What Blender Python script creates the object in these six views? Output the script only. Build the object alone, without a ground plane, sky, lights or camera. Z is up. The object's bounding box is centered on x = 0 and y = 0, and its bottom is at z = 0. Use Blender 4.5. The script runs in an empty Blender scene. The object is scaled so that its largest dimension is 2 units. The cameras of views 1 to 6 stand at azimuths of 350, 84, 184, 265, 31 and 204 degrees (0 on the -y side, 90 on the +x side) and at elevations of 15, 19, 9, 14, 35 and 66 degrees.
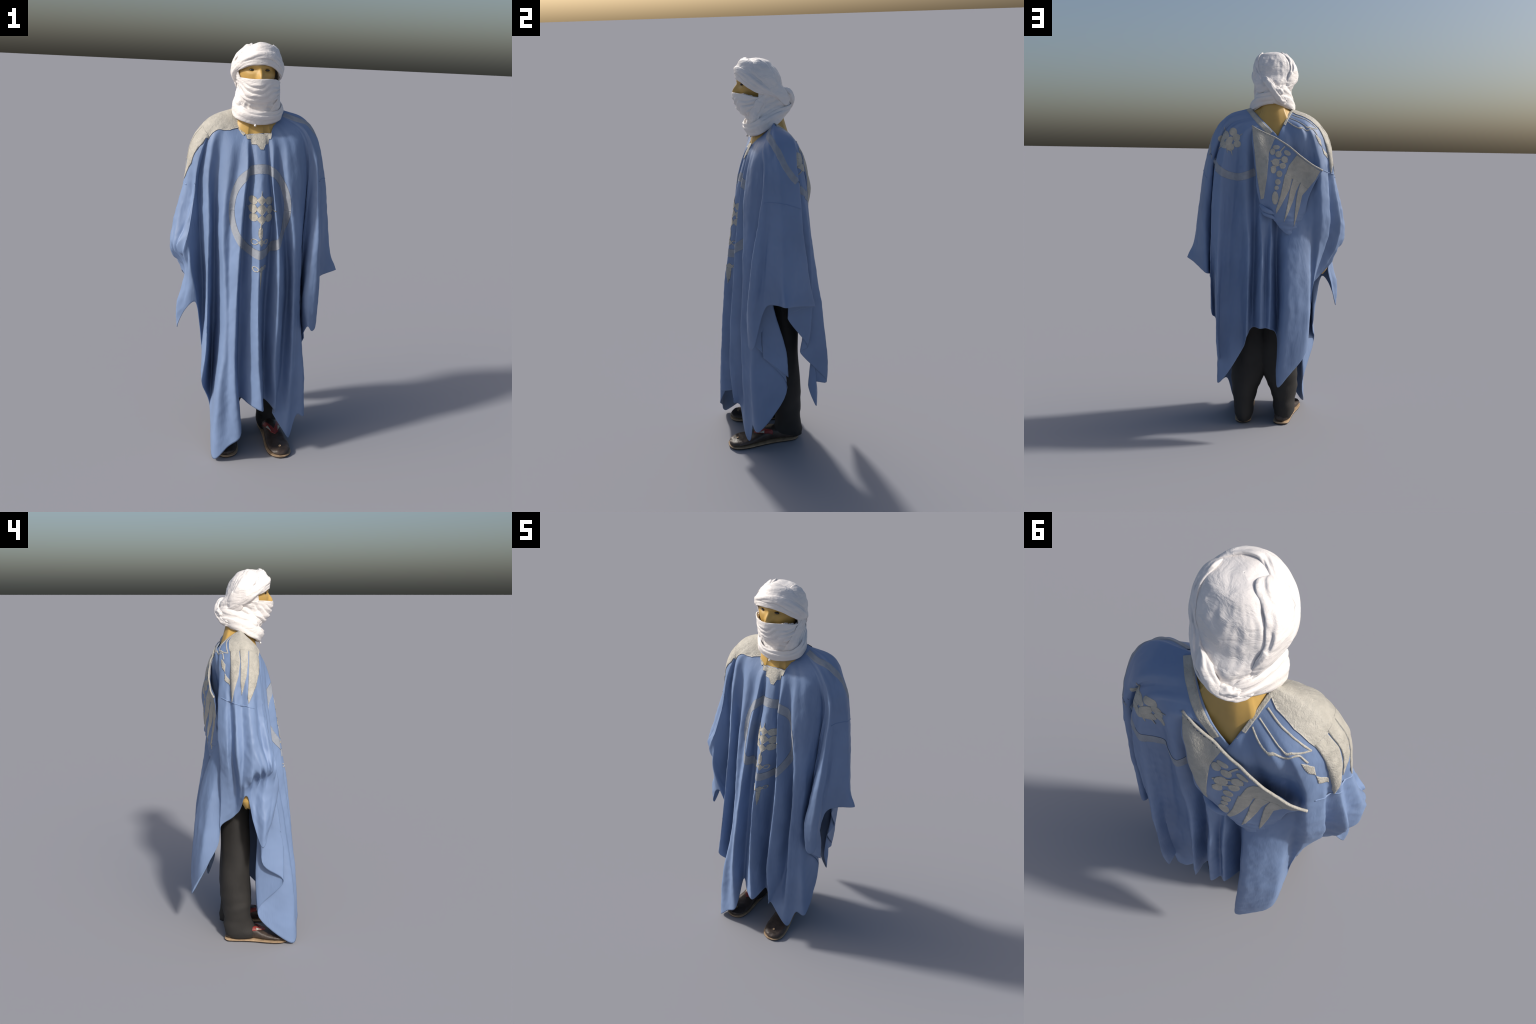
"""A standing man in a wide sky-blue robe with a white turban and face veil."""
import bpy, bmesh, math, random
import numpy as np
from mathutils import Vector, noise
from mathutils.bvhtree import BVHTree

random.seed(7)
rng = np.random.RandomState(7)

# ------------------------------------------------------------------ helpers
def nz(p, s, seed=0.0):
    return noise.noise(Vector((p[0] * s + seed, p[1] * s - seed * 0.7, p[2] * s + seed * 1.3)))

def smooth(a, b, x):
    t = min(1.0, max(0.0, (x - a) / (b - a)))
    return t * t * (3 - 2 * t)

def catmull(P, n, closed=False, chord=True):
    """n points on a centripetal-style Hermite spline through control points P."""
    P = np.asarray(P, float)
    k = len(P)
    if closed:
        Q = np.vstack([P, P[:1]])
    else:
        Q = P
    d = np.linalg.norm(np.diff(Q, axis=0), axis=1) ** (0.75 if chord else 0.0)
    d = np.maximum(d, 1e-6)
    T = np.concatenate([[0], np.cumsum(d)])
    m = len(Q)
    D = np.zeros_like(Q)
    for i in range(m):
        if 0 < i < m - 1:
            h0, h1 = d[i - 1], d[i]
            D[i] = ((Q[i] - Q[i - 1]) / h0 * h1 + (Q[i + 1] - Q[i]) / h1 * h0) / (h0 + h1)
    if closed:
        h0, h1 = d[-1], d[0]
        D[0] = D[-1] = ((Q[0] - Q[-2]) / h0 * h1 + (Q[1] - Q[0]) / h1 * h0) / (h0 + h1)
    else:
        D[0] = (Q[1] - Q[0]) / d[0]
        D[-1] = (Q[-1] - Q[-2]) / d[-1]
    ts = np.linspace(0, T[-1], n, endpoint=not closed)
    out = np.zeros((n, Q.shape[1]))
    for j, t in enumerate(ts):
        i = min(max(np.searchsorted(T, t, side='right') - 1, 0), m - 2)
        h = d[i]; s = (t - T[i]) / h
        out[j] = ((2*s**3 - 3*s**2 + 1) * Q[i] + (s**3 - 2*s**2 + s) * h * D[i]
                  + (-2*s**3 + 3*s**2) * Q[i+1] + (s**3 - s**2) * h * D[i+1])
    return out

def resample(P, n):
    """even arc length"""
    P = np.asarray(P, float)
    d = np.concatenate([[0], np.cumsum(np.linalg.norm(np.diff(P, axis=0), axis=1))])
    t = np.linspace(0, d[-1], n)
    return np.stack([np.interp(t, d, P[:, k]) for k in range(P.shape[1])], 1)

def table(z, rows):
    """linear-smooth lookup in a list of (key, values...) rows"""
    rows = np.asarray(rows, float)
    ks = rows[:, 0]
    return [float(np.interp(z, ks, rows[:, c])) for c in range(1, rows.shape[1])]

ROOT = bpy.data.objects.new("robed_man", None)
bpy.context.scene.collection.objects.link(ROOT)
ROOT["label"] = "standing man in sky-blue embroidered robe and white turban veil"
ROOT["category"] = "robed man"

def make(name, verts, faces, mat, parent=ROOT, smooth_shade=True, mats=None, fmat=None):
    me = bpy.data.meshes.new(name)
    me.from_pydata([tuple(map(float, v)) for v in verts], [], [tuple(map(int, f)) for f in faces])
    me.update()
    for m_ in (mats or [mat]):
        me.materials.append(m_)
    if smooth_shade:
        me.polygons.foreach_set("use_smooth", [True] * len(me.polygons))
    if fmat is not None:
        me.polygons.foreach_set("material_index", fmat)
    ob = bpy.data.objects.new(name, me)
    bpy.context.scene.collection.objects.link(ob)
    ob.parent = parent
    return ob

def grid_faces(nu, nv, cu=False, cv=False):
    F = []
    for i in range(nu if cu else nu - 1):
        for j in range(nv if cv else nv - 1):
            a = i * nv + j; b = ((i + 1) % nu) * nv + j
            c = ((i + 1) % nu) * nv + (j + 1) % nv; d = i * nv + (j + 1) % nv
            F.append((a, b, c, d))
    return F

def grid_normals(G, cu=False):
    """vertex normals of a grid (nu, nv, 3)"""
    if cu:
        du = np.roll(G, -1, 0) - np.roll(G, 1, 0)
    else:
        du = np.gradient(G, axis=0)
    dv = np.gradient(G, axis=1)
    N = np.cross(du, dv)
    L = np.linalg.norm(N, axis=2, keepdims=True)
    return N / np.maximum(L, 1e-9)

def solid_sheet(G, thick, closed_u=False, keep=None):
    """cloth: a grid with an inner copy 'thick' behind it and stitched rims.
    returns verts, faces, label(u index) per face"""
    nu, nv, _ = G.shape
    N = grid_normals(G, closed_u)
    for _ in range(8):
        M = np.roll(N, 1, 0) + np.roll(N, -1, 0) if closed_u else np.concatenate([N[:1], N[:-1]]) + np.concatenate([N[1:], N[-1:]])
        N = .5 * N + .25 * M
    N = N / np.maximum(np.linalg.norm(N, axis=2, keepdims=True), 1e-6)
    inner = G - N * thick
    V = np.concatenate([G.reshape(-1, 3), inner.reshape(-1, 3)])
    off = nu * nv
    quads = grid_faces(nu, nv, closed_u)
    if keep is not None:
        quads = [q for q in quads if keep(q[0] // nv, q[0] % nv)]
    F, lab = [], []
    cnt = {}
    for q in quads:
        F.append(q); lab.append(q[0] // nv)
        F.append(tuple(reversed([x + off for x in q]))); lab.append(q[0] // nv)
        for k in range(4):
            e = (q[k], q[(k + 1) % 4])
            cnt[e] = q[0] // nv
    for (a, b), l in cnt.items():
        if (b, a) not in cnt:
            F.append((b, a, a + off, b + off)); lab.append(l)
    return V, F, lab

def drop_loose(ob):
    bm = bmesh.new(); bm.from_mesh(ob.data)
    lo = [v for v in bm.verts if not v.link_faces]
    bmesh.ops.delete(bm, geom=lo, context='VERTS')
    bm.to_mesh(ob.data); bm.free()

def loft(name, sections, mat, parent=ROOT, n=40, cap=True, bump=None, sq=1.0):
    """closed tube through sections [(cx,cy,cz, rx, ry)] (horizontal ellipses) or point rings"""
    S = catmull(np.array(sections, float), 44)
    V = []
    for s in S:
        for k in range(n):
            a = 2 * math.pi * k / n
            c_, s_ = math.cos(a), math.sin(a)
            p = np.array([s[0] + s[3] * math.copysign(abs(c_) ** sq, c_), s[1] + s[4] * math.copysign(abs(s_) ** sq, s_), s[2]])
            if bump:
                p = bump(p, a, s)
            V.append(p)
    F = grid_faces(len(S), n, False, True)
    if cap:
        F.append(tuple(reversed(range(n))))
        F.append(tuple((len(S) - 1) * n + k for k in range(n)))
    ob = make(name, V, F, mat, parent)
    fix_normals(ob)
    return ob

def tube(name, path, radii, mat_, parent=ROOT, n=16, m=40, flat=1.0, up=(0, 0, 1), bump=None):
    P = catmull(path, m); R = np.interp(np.linspace(0, 1, m), np.linspace(0, 1, len(radii)), radii)
    T = np.gradient(P, axis=0); T /= np.linalg.norm(T, axis=1, keepdims=True)
    Vv = []
    for i in range(m):
        u = np.cross(T[i], up); u /= max(1e-6, np.linalg.norm(u)); w = np.cross(u, T[i])
        for k in range(n):
            a = 2 * math.pi * k / n
            Vv.append(P[i] + R[i] * (u * math.cos(a) + w * math.sin(a) * flat))
    Fv = grid_faces(m, n, False, True) + [tuple(range(n)), tuple((m - 1) * n + k for k in range(n))]
    ob = make(name, Vv, Fv, mat_, parent); fix_normals(ob); return ob
def fix_normals(ob):
    bm = bmesh.new(); bm.from_mesh(ob.data)
    bmesh.ops.recalc_face_normals(bm, faces=bm.faces)
    bm.to_mesh(ob.data); bm.free()

# ---------------------------------------------------------------- materials
def mat(name, color, rough=0.7, var=0.12, scale=9.0, bump=0.15, bscale=220.0, sheen=0.0, spec=0.5, weave=False, tint=None):
    m = bpy.data.materials.new(name); m.use_nodes = True
    nt = m.node_tree; b = nt.nodes["Principled BSDF"]
    tc = nt.nodes.new("ShaderNodeTexCoord")
    n1 = nt.nodes.new("ShaderNodeTexNoise"); n1.inputs["Scale"].default_value = scale; n1.inputs["Detail"].default_value = 5
    nt.links.new(tc.outputs["Object"], n1.inputs["Vector"])
    cr = nt.nodes.new("ShaderNodeValToRGB")
    c2 = tint or tuple(c * (1 - var) for c in color)
    c1 = tuple(min(1, c * (1 + var)) for c in color)
    cr.color_ramp.elements[0].position = 0.32; cr.color_ramp.elements[1].position = 0.68
    cr.color_ramp.elements[0].color = (*c2, 1); cr.color_ramp.elements[1].color = (*c1, 1)
    nt.links.new(n1.outputs["Fac"], cr.inputs["Fac"])
    nt.links.new(cr.outputs["Color"], b.inputs["Base Color"])
    b.inputs["Roughness"].default_value = rough
    b.inputs["Specular IOR Level"].default_value = spec
    if sheen:
        b.inputs["Sheen Weight"].default_value = sheen
        b.inputs["Sheen Roughness"].default_value = 0.4
    n2 = nt.nodes.new("ShaderNodeTexNoise"); n2.inputs["Scale"].default_value = bscale; n2.inputs["Detail"].default_value = 3
    if weave:
        mp = nt.nodes.new("ShaderNodeMapping"); mp.inputs["Scale"].default_value = (1, 1, 0.12)
        nt.links.new(tc.outputs["Object"], mp.inputs["Vector"]); nt.links.new(mp.outputs["Vector"], n2.inputs["Vector"])
    else:
        nt.links.new(tc.outputs["Object"], n2.inputs["Vector"])
    bp = nt.nodes.new("ShaderNodeBump"); bp.inputs["Strength"].default_value = bump; bp.inputs["Distance"].default_value = 0.004
    nt.links.new(n2.outputs["Fac"], bp.inputs["Height"])
    nt.links.new(bp.outputs["Normal"], b.inputs["Normal"])
    return m

M_BLUE = mat("blue_cotton", (0.166, 0.240, 0.400), rough=0.55, var=0.07, scale=5, bump=0.12, bscale=160, weave=True)
M_BEIGE = mat("beige_embroidery", (0.42, 0.40, 0.35), rough=0.6, var=0.10, scale=40, bump=0.4, bscale=260)
M_GREY = mat("grey_embroidery", (0.275, 0.30, 0.345), rough=0.6, var=0.08, scale=40, bump=0.35, bscale=300)
M_WHITE = mat("white_muslin", (0.76, 0.725, 0.705), rough=0.6, var=0.04, scale=14, bump=0.12, bscale=180)
def crumple(m, scale, dist, strength, stretch=(1, 1, 2.2)):
    """second, larger bump: creases of the cloth"""
    nt = m.node_tree; b = nt.nodes["Principled BSDF"]
    old = b.inputs["Normal"].links[0].from_socket
    tc = nt.nodes.new("ShaderNodeTexCoord"); mp = nt.nodes.new("ShaderNodeMapping"); mp.inputs["Scale"].default_value = stretch
    n = nt.nodes.new("ShaderNodeTexNoise"); n.inputs["Scale"].default_value = scale; n.inputs["Detail"].default_value = 4; n.inputs["Distortion"].default_value = 0.6
    nt.links.new(tc.outputs["Object"], mp.inputs["Vector"]); nt.links.new(mp.outputs["Vector"], n.inputs["Vector"])
    bp = nt.nodes.new("ShaderNodeBump"); bp.inputs["Strength"].default_value = strength; bp.inputs["Distance"].default_value = dist
    nt.links.new(n.outputs["Fac"], bp.inputs["Height"]); nt.links.new(old, bp.inputs["Normal"]); nt.links.new(bp.outputs["Normal"], b.inputs["Normal"])
crumple(M_WHITE, 20, .02, .34)
crumple(M_BEIGE, 70, .006, .5, (1, 1, 1))
crumple(M_BLUE, 9, .03, .18, (1, 1, .35))
M_SKIN = mat("ochre_skin", (0.50, 0.315, 0.085), rough=0.5, var=0.08, scale=12, bump=0.05, bscale=150)
M_EYE = mat("dark_eye", (0.03, 0.028, 0.03), rough=0.3, var=0.1)
M_BLACK = mat("charcoal_trousers", (0.021, 0.0195, 0.018), rough=0.8, var=0.2, scale=8, bump=0.2, bscale=200)
M_LEATHER = mat("dark_leather", (0.045, 0.032, 0.025), rough=0.5, var=0.4, scale=25, bump=0.3, bscale=120)
M_SOLE = mat("pale_sole_edge", (0.36, 0.25, 0.15), rough=0.7, var=0.25, scale=30)
M_RED = mat("red_leather", (0.24, 0.035, 0.03), rough=0.5, var=0.25, scale=25)
M_GREEN = mat("pale_green_leather", (0.42, 0.46, 0.40), rough=0.5, var=0.1, scale=25)

# ------------------------------------------------- applique: shapes laid on a surface
def decal(name, outlines, d, bvh, parent, mat_=None, step=.005, lift=.0014, maxedge=.03):
    """cut each outline (3D points) into a fine mesh, drop it along -d onto the surface, give it an edge"""
    d = Vector(d).normalized()
    up = Vector((0, 0, 1)) if abs(d.z) < .9 else Vector((0, 1, 0))
    ea = up.cross(d).normalized(); eb = d.cross(ea)
    VV, FF = [], []
    for oi, out in enumerate(outlines):
        bm = bmesh.new()
        pts = [Vector(map(float, p)) for p in out]
        vs = [bm.verts.new((p.dot(ea), p.dot(eb), 0)) for p in pts]
        bm.faces.new(vs)
        lo = [min(v.co[k] for v in vs) for k in (0, 1)]; hi = [max(v.co[k] for v in vs) for k in (0, 1)]
        for k in (0, 1):
            c = math.floor(lo[k] / step) * step + step
            while c < hi[k]:
                n = Vector((1, 0, 0)) if k == 0 else Vector((0, 1, 0))
                bmesh.ops.bisect_plane(bm, geom=bm.verts[:] + bm.edges[:] + bm.faces[:], plane_co=n * c, plane_no=n, dist=1e-6)
                c += step
        dead = []; nrm = {}
        for v in bm.verts:
            o = ea * v.co.x + eb * v.co.y + d * 4
            hit, n, _, _ = bvh.ray_cast(o, -d)
            if hit is None:
                dead.append(v); continue
            if n.dot(d) < 0: n = -n
            v.co = hit; nrm[v] = n
        bmesh.ops.delete(bm, geom=dead, context='VERTS')
        bad = [f for f in bm.faces if max(e.calc_length() for e in f.edges) > maxedge]
        bmesh.ops.delete(bm, geom=bad, context='FACES')
        bm.verts.index_update()
        base = len(VV); L_ = lift + .0002 * (oi % 6)
        low = {}
        for v in bm.verts:
            VV.append(v.co + nrm[v] * L_)
        for f in bm.faces:
            ids = [base + v.index for v in f.verts]
            fn = f.normal if f.normal.length > 0 else d
            f.normal_update()
            if f.normal.dot(d) < 0: ids.reverse()
            FF.append(tuple(ids))
        for e in bm.edges:
            if len(e.link_faces) == 1:
                q = []
                for v in e.verts:
                    if v not in low:
                        low[v] = len(VV); VV.append(v.co - nrm[v] * .0005)
                    q.append(v)
                FF.append((base + q[0].index, base + q[1].index, low[q[1]], low[q[0]]))
        bm.free()
    ob = make(name, VV, FF, mat_ or M_BEIGE, parent)
    return ob

def ell(cx, cz, rx, rz, rot=0., n=22):
    c, s_ = math.cos(rot), math.sin(rot)
    return [(cx + rx * math.cos(q) * c - rz * math.sin(q) * s_, 0, cz + rx * math.cos(q) * s_ + rz * math.sin(q) * c) for q in np.linspace(0, 2 * math.pi, n + 1)[:-1]]
def dia(cx, cz, rx, rz):
    return [(cx + rx, 0, cz), (cx, 0, cz + rz), (cx - rx, 0, cz), (cx, 0, cz - rz)]
def band(cx, cz, rx, rz, wx, wz, n=40):
    """an elliptic ring as two half rings"""
    out = []
    for a0, a1 in ((0, 180), (180, 360)):
        A = np.radians(np.linspace(a0, a1, n + 1))
        p = lambda q, f: (cx + (rx - wx * f) * math.cos(q), 0, cz + (rz - wz * f) * math.sin(q))
        out.append([p(q, 0) for q in A] + [p(q, 1) for q in A[::-1]])
    return out
def strip(path, w, n=24, d=(0, 1, 0), taper=False):
    """a ribbon along a path, as one outline"""
    P = catmull(path, n); T = np.gradient(P, axis=0); T /= np.linalg.norm(T, axis=1, keepdims=True)
    S = np.cross(T, d); S /= np.linalg.norm(S, axis=1, keepdims=True)
    W = np.full(n, w * .5) * (np.linspace(1, .15, n) if taper else 1)
    return [[P[i] + S[i] * W[i] for i in range(n)] + [P[i] - S[i] * W[i] for i in range(n - 1, -1, -1)]]
def snapped_band(name, path, w, bvh, parent, mat_=None, lift=.002, n=120, m=9):
    """a ribbon that wraps round the body: its points are moved to the nearest cloth"""
    P = resample(catmull(path, 200), n); T = np.gradient(P, axis=0)
    A = np.zeros((n, m, 3))
    for i in range(n):
        h, nn, _, _ = bvh.find_nearest(Vector(P[i]))
        sd = Vector(T[i]).cross(nn).normalized()
        for j in range(m):
            q = Vector(P[i]) + sd * w * (j / (m - 1) - .5)
            h2, n2, _, _ = bvh.find_nearest(q)
            if n2.dot(h2 - Vector((-.03, .04, min(h2.z - .15, 1.45)))) < 0: n2 = -n2
            A[i, j] = h2 + n2 * (lift if 0 < j < m - 1 else -.001)
    ob = make(name, A.reshape(-1, 3), grid_faces(n, m), mat_ or M_BEIGE, parent); fix_normals(ob)
    return ob

# ------------------------------------------------------------------- robe
# The robe is one sheet hung from the neck ring.  It is described by the lines that run
# down its folds: ridges and valleys, each from the neckline to its own point on the hem.
# Order: right arm -> front -> left arm -> back -> right arm.   (man faces -y)
FOLDS = []
def fold(region, neck, *pts):
    FOLDS.append((region, [neck] + list(pts)))

NR, NFR, NFL, NL, NV = (-.128, .03, 1.705), (-.086, -.06, 1.593), (.034, -.065, 1.603), (.085, .04, 1.708), (-.068, .161, 1.562)
def ring(a, b, t, sag=0.0):
    p = [a[k] * (1 - t) + b[k] * t for k in range(3)]
    if max(a[1], b[1]) > .1:
        p[1] += .115 * t * (1 - t)          # follow the round of the upper back
    return tuple(p)

# right sleeve, outer line and front, bunched at the elbow, with the hanging corner
fold("sleeve_right", NR, (-.235,.03,1.662), (-.317,.02,1.575), (-.366,.01,1.35), (-.42,-.005,1.13), (-.428,-.008,1.06), (-.412,.0,.99), (-.375,.012,.955), (-.355,.015,.90))
fold("sleeve_right", ring(NR, NFR, .10), (-.235,.005,1.657), (-.318,-.01,1.55), (-.356,-.02,1.33), (-.408,-.04,1.13), (-.426,-.045,1.07), (-.412,-.042,1.02), (-.368,-.025,.995), (-.345,-.005,.93), (-.340,.002,.845))
fold("sleeve_right", ring(NR, NFR, .18), (-.235,-.008,1.65), (-.313,-.032,1.53), (-.328,-.040,1.30), (-.366,-.062,1.14), (-.405,-.075,1.075), (-.405,-.072,1.03), (-.362,-.055,1.005), (-.345,-.032,.92), (-.370,-.020,.735))
fold("sleeve_right", ring(NR, NFR, .25), (-.235,-.025,1.637), (-.306,-.048,1.50), (-.330,-.065,1.27), (-.375,-.095,1.12), (-.402,-.10,1.06), (-.39,-.10,1.03), (-.355,-.085,1.0), (-.36,-.07,.90), (-.394,-.066,.76), (-.388,-.058,.632))
fold("sleeve_right", ring(NR, NFR, .31), (-.234,-.032,1.63), (-.30,-.054,1.49), (-.324,-.074,1.27), (-.355,-.115,1.10), (-.37,-.125,1.04), (-.345,-.118,.98), (-.345,-.112,.90), (-.372,-.088,.71))
fold("sleeve_right", ring(NR, NFR, .37), (-.23,-.040,1.62), (-.292,-.054,1.48), (-.318,-.072,1.27), (-.335,-.11,1.08), (-.33,-.14,.96), (-.318,-.142,.90), (-.30,-.128,.80))
fold("front", ring(NR, NFR, .46), (-.225,-.045,1.615), (-.282,-.035,1.46), (-.292,-.038,1.27), (-.28,-.05,1.05), (-.265,-.06,.82), (-.262,-.055,.505))
# front ridges and valleys
fold("front", ring(NR, NFR, .55), (-.21,-.057,1.60), (-.250,-.072,1.44), (-.248,-.101,1.19), (-.250,-.130,.96), (-.250,-.158,.75), (-.256,-.188,.53), (-.276,-.198,.405))
fold("front", ring(NR, NFR, .68), (-.175,-.063,1.59), (-.205,-.054,1.45), (-.218,-.052,1.25), (-.214,-.058,1.05), (-.208,-.055,.80), (-.208,-.042,.50), (-.210,-.030,.200))
fold("front", ring(NR, NFR, .85), (-.14,-.08,1.56), (-.160,-.096,1.435), (-.176,-.108,1.30), (-.184,-.128,1.12), (-.172,-.168,.84), (-.178,-.205,.55), (-.196,-.228,.40), (-.218,-.246,.0))
fold("front", ring(NFR, NFL, .0), (-.105,-.083,1.55), (-.117,-.094,1.43), (-.136,-.104,1.28), (-.147,-.132,1.08), (-.146,-.186,.80), (-.148,-.236,.45), (-.141,-.272,.09))
fold("front", ring(NFR, NFL, .10), (-.077,-.088,1.555), (-.078,-.126,1.45), (-.092,-.148,1.32), (-.104,-.174,1.13), (-.117,-.220,.77), (-.112,-.265,.41), (-.074,-.285,.155))
fold("front", ring(NFR, NFL, .25), (-.06,-.08,1.55), (-.064,-.095,1.42), (-.078,-.112,1.23), (-.090,-.125,1.03), (-.095,-.15,.75), (-.09,-.19,.312))
fold("front", ring(NFR, NFL, .45), (-.035,-.088,1.55), (-.036,-.124,1.42), (-.044,-.152,1.22), (-.05,-.155,1.04), (-.052,-.18,.77), (-.045,-.215,.48), (-.04,-.24,.295))
fold("front", ring(NFR, NFL, .65), (-.012,-.09,1.55), (-.013,-.136,1.41), (-.012,-.176,1.21), (-.018,-.204,1.04), (-.017,-.242,.77), (-.002,-.266,.48), (.022,-.285,.275))
fold("front", ring(NFR, NFL, .75), (.005,-.088,1.55), (.014,-.126,1.41), (.022,-.155,1.21), (.010,-.176,1.04), (.008,-.185,.77), (.02,-.21,.48), (.036,-.232,.275))
fold("front", ring(NFR, NFL, .86), (.02,-.078,1.55), (.030,-.102,1.42), (.050,-.115,1.26), (.048,-.11,1.03), (.038,-.125,.75), (.045,-.16,.29))
fold("front", ring(NFR, NFL, 1.), (.042,-.088,1.55), (.046,-.130,1.38), (.067,-.158,1.20), (.084,-.178,1.04), (.088,-.208,.76), (.084,-.228,.47), (.102,-.225,.238))
fold("front", ring(NFL, NL, .2), (.068,-.075,1.56), (.085,-.087,1.38), (.118,-.09,1.15), (.147,-.088,.88), (.142,-.105,.59), (.127,-.14,.366), (.09,-.18,.215))
fold("front", ring(NFL, NL, .4), (.10,-.075,1.565), (.115,-.115,1.40), (.147,-.132,1.20), (.163,-.145,.96), (.170,-.165,.67), (.172,-.170,.37), (.165,-.172,.09))
fold("front", ring(NFL, NL, .5), (.12,-.065,1.575), (.15,-.105,1.41), (.178,-.115,1.22), (.188,-.13,1.0), (.19,-.148,.69), (.195,-.155,.39), (.196,-.145,.05))
fold("front", ring(NFL, NL, .56), (.14,-.06,1.58), (.185,-.085,1.42), (.20,-.085,1.25), (.208,-.10,1.05), (.21,-.125,.70), (.22,-.135,.40), (.228,-.13,.18))
# deep valley between trunk and left arm; its lower end is the side corner of the front panel
fold("front", ring(NFL, NL, .65), (.17,-.045,1.59), (.218,-.035,1.45), (.222,-.048,1.28), (.216,-.062,1.08), (.214,-.088,.80), (.235,-.105,.60), (.258,-.118,.38), (.280,-.102,.15))
fold("front", ring(NFL, NL, .70), (.18,-.035,1.60), (.224,-.018,1.46), (.228,-.025,1.28), (.218,-.03,1.05), (.218,-.02,.80), (.236,.03,.60), (.252,.068,.39))
fold("front", ring(NFL, NL, .74), (.19,-.03,1.605), (.232,-.022,1.47), (.232,-.038,1.28), (.224,-.05,1.05), (.226,-.06,.80), (.258,-.085,.59))
fold("sleeve_left", ring(NFL, NL, .78), (.195,-.025,1.61), (.238,-.025,1.48), (.24,-.032,1.28), (.234,-.04,1.05), (.234,-.0,.80), (.246,.05,.60), (.257,.078,.43))
# left sleeve
fold("sleeve_left", ring(NFL, NL, .81), (.20,-.025,1.615), (.25,-.025,1.485), (.255,-.05,1.28), (.248,-.085,1.08), (.236,-.105,.93), (.230,-.118,.80), (.250,-.128,.66))
fold("sleeve_left", ring(NFL, NL, .84), (.203,-.025,1.62), (.262,-.035,1.49), (.28,-.07,1.28), (.285,-.108,1.08), (.280,-.128,.93), (.275,-.139,.80), (.278,-.133,.632))
fold("sleeve_left", ring(NFL, NL, .87), (.205,-.02,1.625), (.27,-.03,1.50), (.295,-.055,1.29), (.303,-.085,1.08), (.305,-.105,.93), (.306,-.115,.80), (.305,-.112,.655))
fold("sleeve_left", ring(NFL, NL, .90), (.206,-.01,1.635), (.273,-.015,1.515), (.297,-.03,1.30), (.300,-.048,1.10), (.297,-.065,.95), (.303,-.075,.80))
fold("sleeve_left", ring(NFL, NL, .94), (.207,.0,1.648), (.277,-.0,1.535), (.303,-.018,1.30), (.312,-.038,1.10), (.312,-.045,.96), (.308,-.042,.875))
fold("sleeve_left", ring(NFL, NL, .97), (.206,.015,1.658), (.278,.015,1.555), (.316,.0,1.34), (.342,.0,1.10), (.350,.003,.98), (.352,.010,.886))
fold("sleeve_left", NL, (.208,.03,1.668), (.284,.035,1.57), (.332,.035,1.39), (.376,.035,1.10), (.396,.033,.98), (.434,.031,.908))
fold("sleeve_left", ring(NL, NV, .1), (.20,.08,1.66), (.277,.08,1.555), (.33,.085,1.32), (.357,.09,1.08), (.366,.095,.96), (.378,.095,.887))
fold("sleeve_left", ring(NL, NV, .2), (.195,.115,1.645), (.266,.12,1.52), (.308,.132,1.30), (.316,.150,1.10), (.31,.170,.95), (.302,.196,.848))
fold("sleeve_left", ring(NL, NV, .25), (.188,.122,1.63), (.258,.12,1.49), (.284,.125,1.27), (.290,.13,1.08), (.285,.135,.94), (.285,.14,.835))
fold("back", ring(NL, NV, .29), (.183,.122,1.62), (.252,.10,1.47), (.272,.08,1.23), (.272,.075,1.03), (.28,.065,.90), (.298,.052,.798))
fold("back", ring(NL, NV, .33), (.18,.128,1.615), (.25,.135,1.46), (.272,.165,1.22), (.277,.175,1.0), (.277,.178,.80), (.275,.166,.622))
fold("back", ring(NL, NV, .37), (.172,.133,1.612), (.242,.15,1.45), (.256,.175,1.22), (.262,.185,1.0), (.26,.165,.80), (.255,.116,.583))
fold("back", ring(NL, NV, .42), (.162,.143,1.608), (.217,.168,1.42), (.228,.188,1.20), (.234,.212,1.0), (.232,.246,.75), (.230,.270,.50), (.222,.278,.380))
fold("back", ring(NL, NV, .46), (.15,.145,1.605), (.197,.158,1.42), (.210,.17,1.20), (.214,.182,1.0), (.222,.20,.70), (.222,.16,.40))
fold("back", ring(NL, NV, .50), (.14,.145,1.60), (.178,.15,1.42), (.193,.156,1.20), (.199,.165,1.0), (.218,.20,.65), (.240,.208,.245))
fold("back", ring(NL, NV, .56), (.12,.15,1.595), (.148,.148,1.42), (.165,.145,1.17), (.177,.157,.96), (.177,.187,.66), (.165,.222,.335))
fold("back", ring(NL, NV, .66), (.095,.158,1.588), (.115,.175,1.42), (.125,.178,1.20), (.118,.183,1.0), (.115,.20,.75), (.095,.215,.46))
fold("back", ring(NL, NV, .78), (.07,.155,1.57), (.088,.185,1.42), (.092,.198,1.25), (.073,.222,1.02), (.07,.265,.76), (.073,.292,.53))
fold("back", ring(NL, NV, .86), (.04,.158,1.56), (.05,.160,1.38), (.048,.155,1.12), (.048,.165,.96), (.05,.19,.76), (.05,.215,.57))
fold("back", ring(NL, NV, .93), (.01,.165,1.55), (.02,.18,1.38), (.016,.195,1.17), (.003,.233,.97), (.004,.268,.77), (.002,.293,.58))
fold("back", NV, (-.045,.175,1.53), (-.035,.18,1.38), (-.025,.18,1.15), (-.02,.20,.97), (-.02,.228,.77), (-.022,.252,.575))
fold("back", ring(NV, NR, .15), (-.08,.175,1.54), (-.06,.18,1.38), (-.045,.185,1.13), (-.045,.22,.97), (-.048,.25,.77), (-.05,.27,.572))
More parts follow.
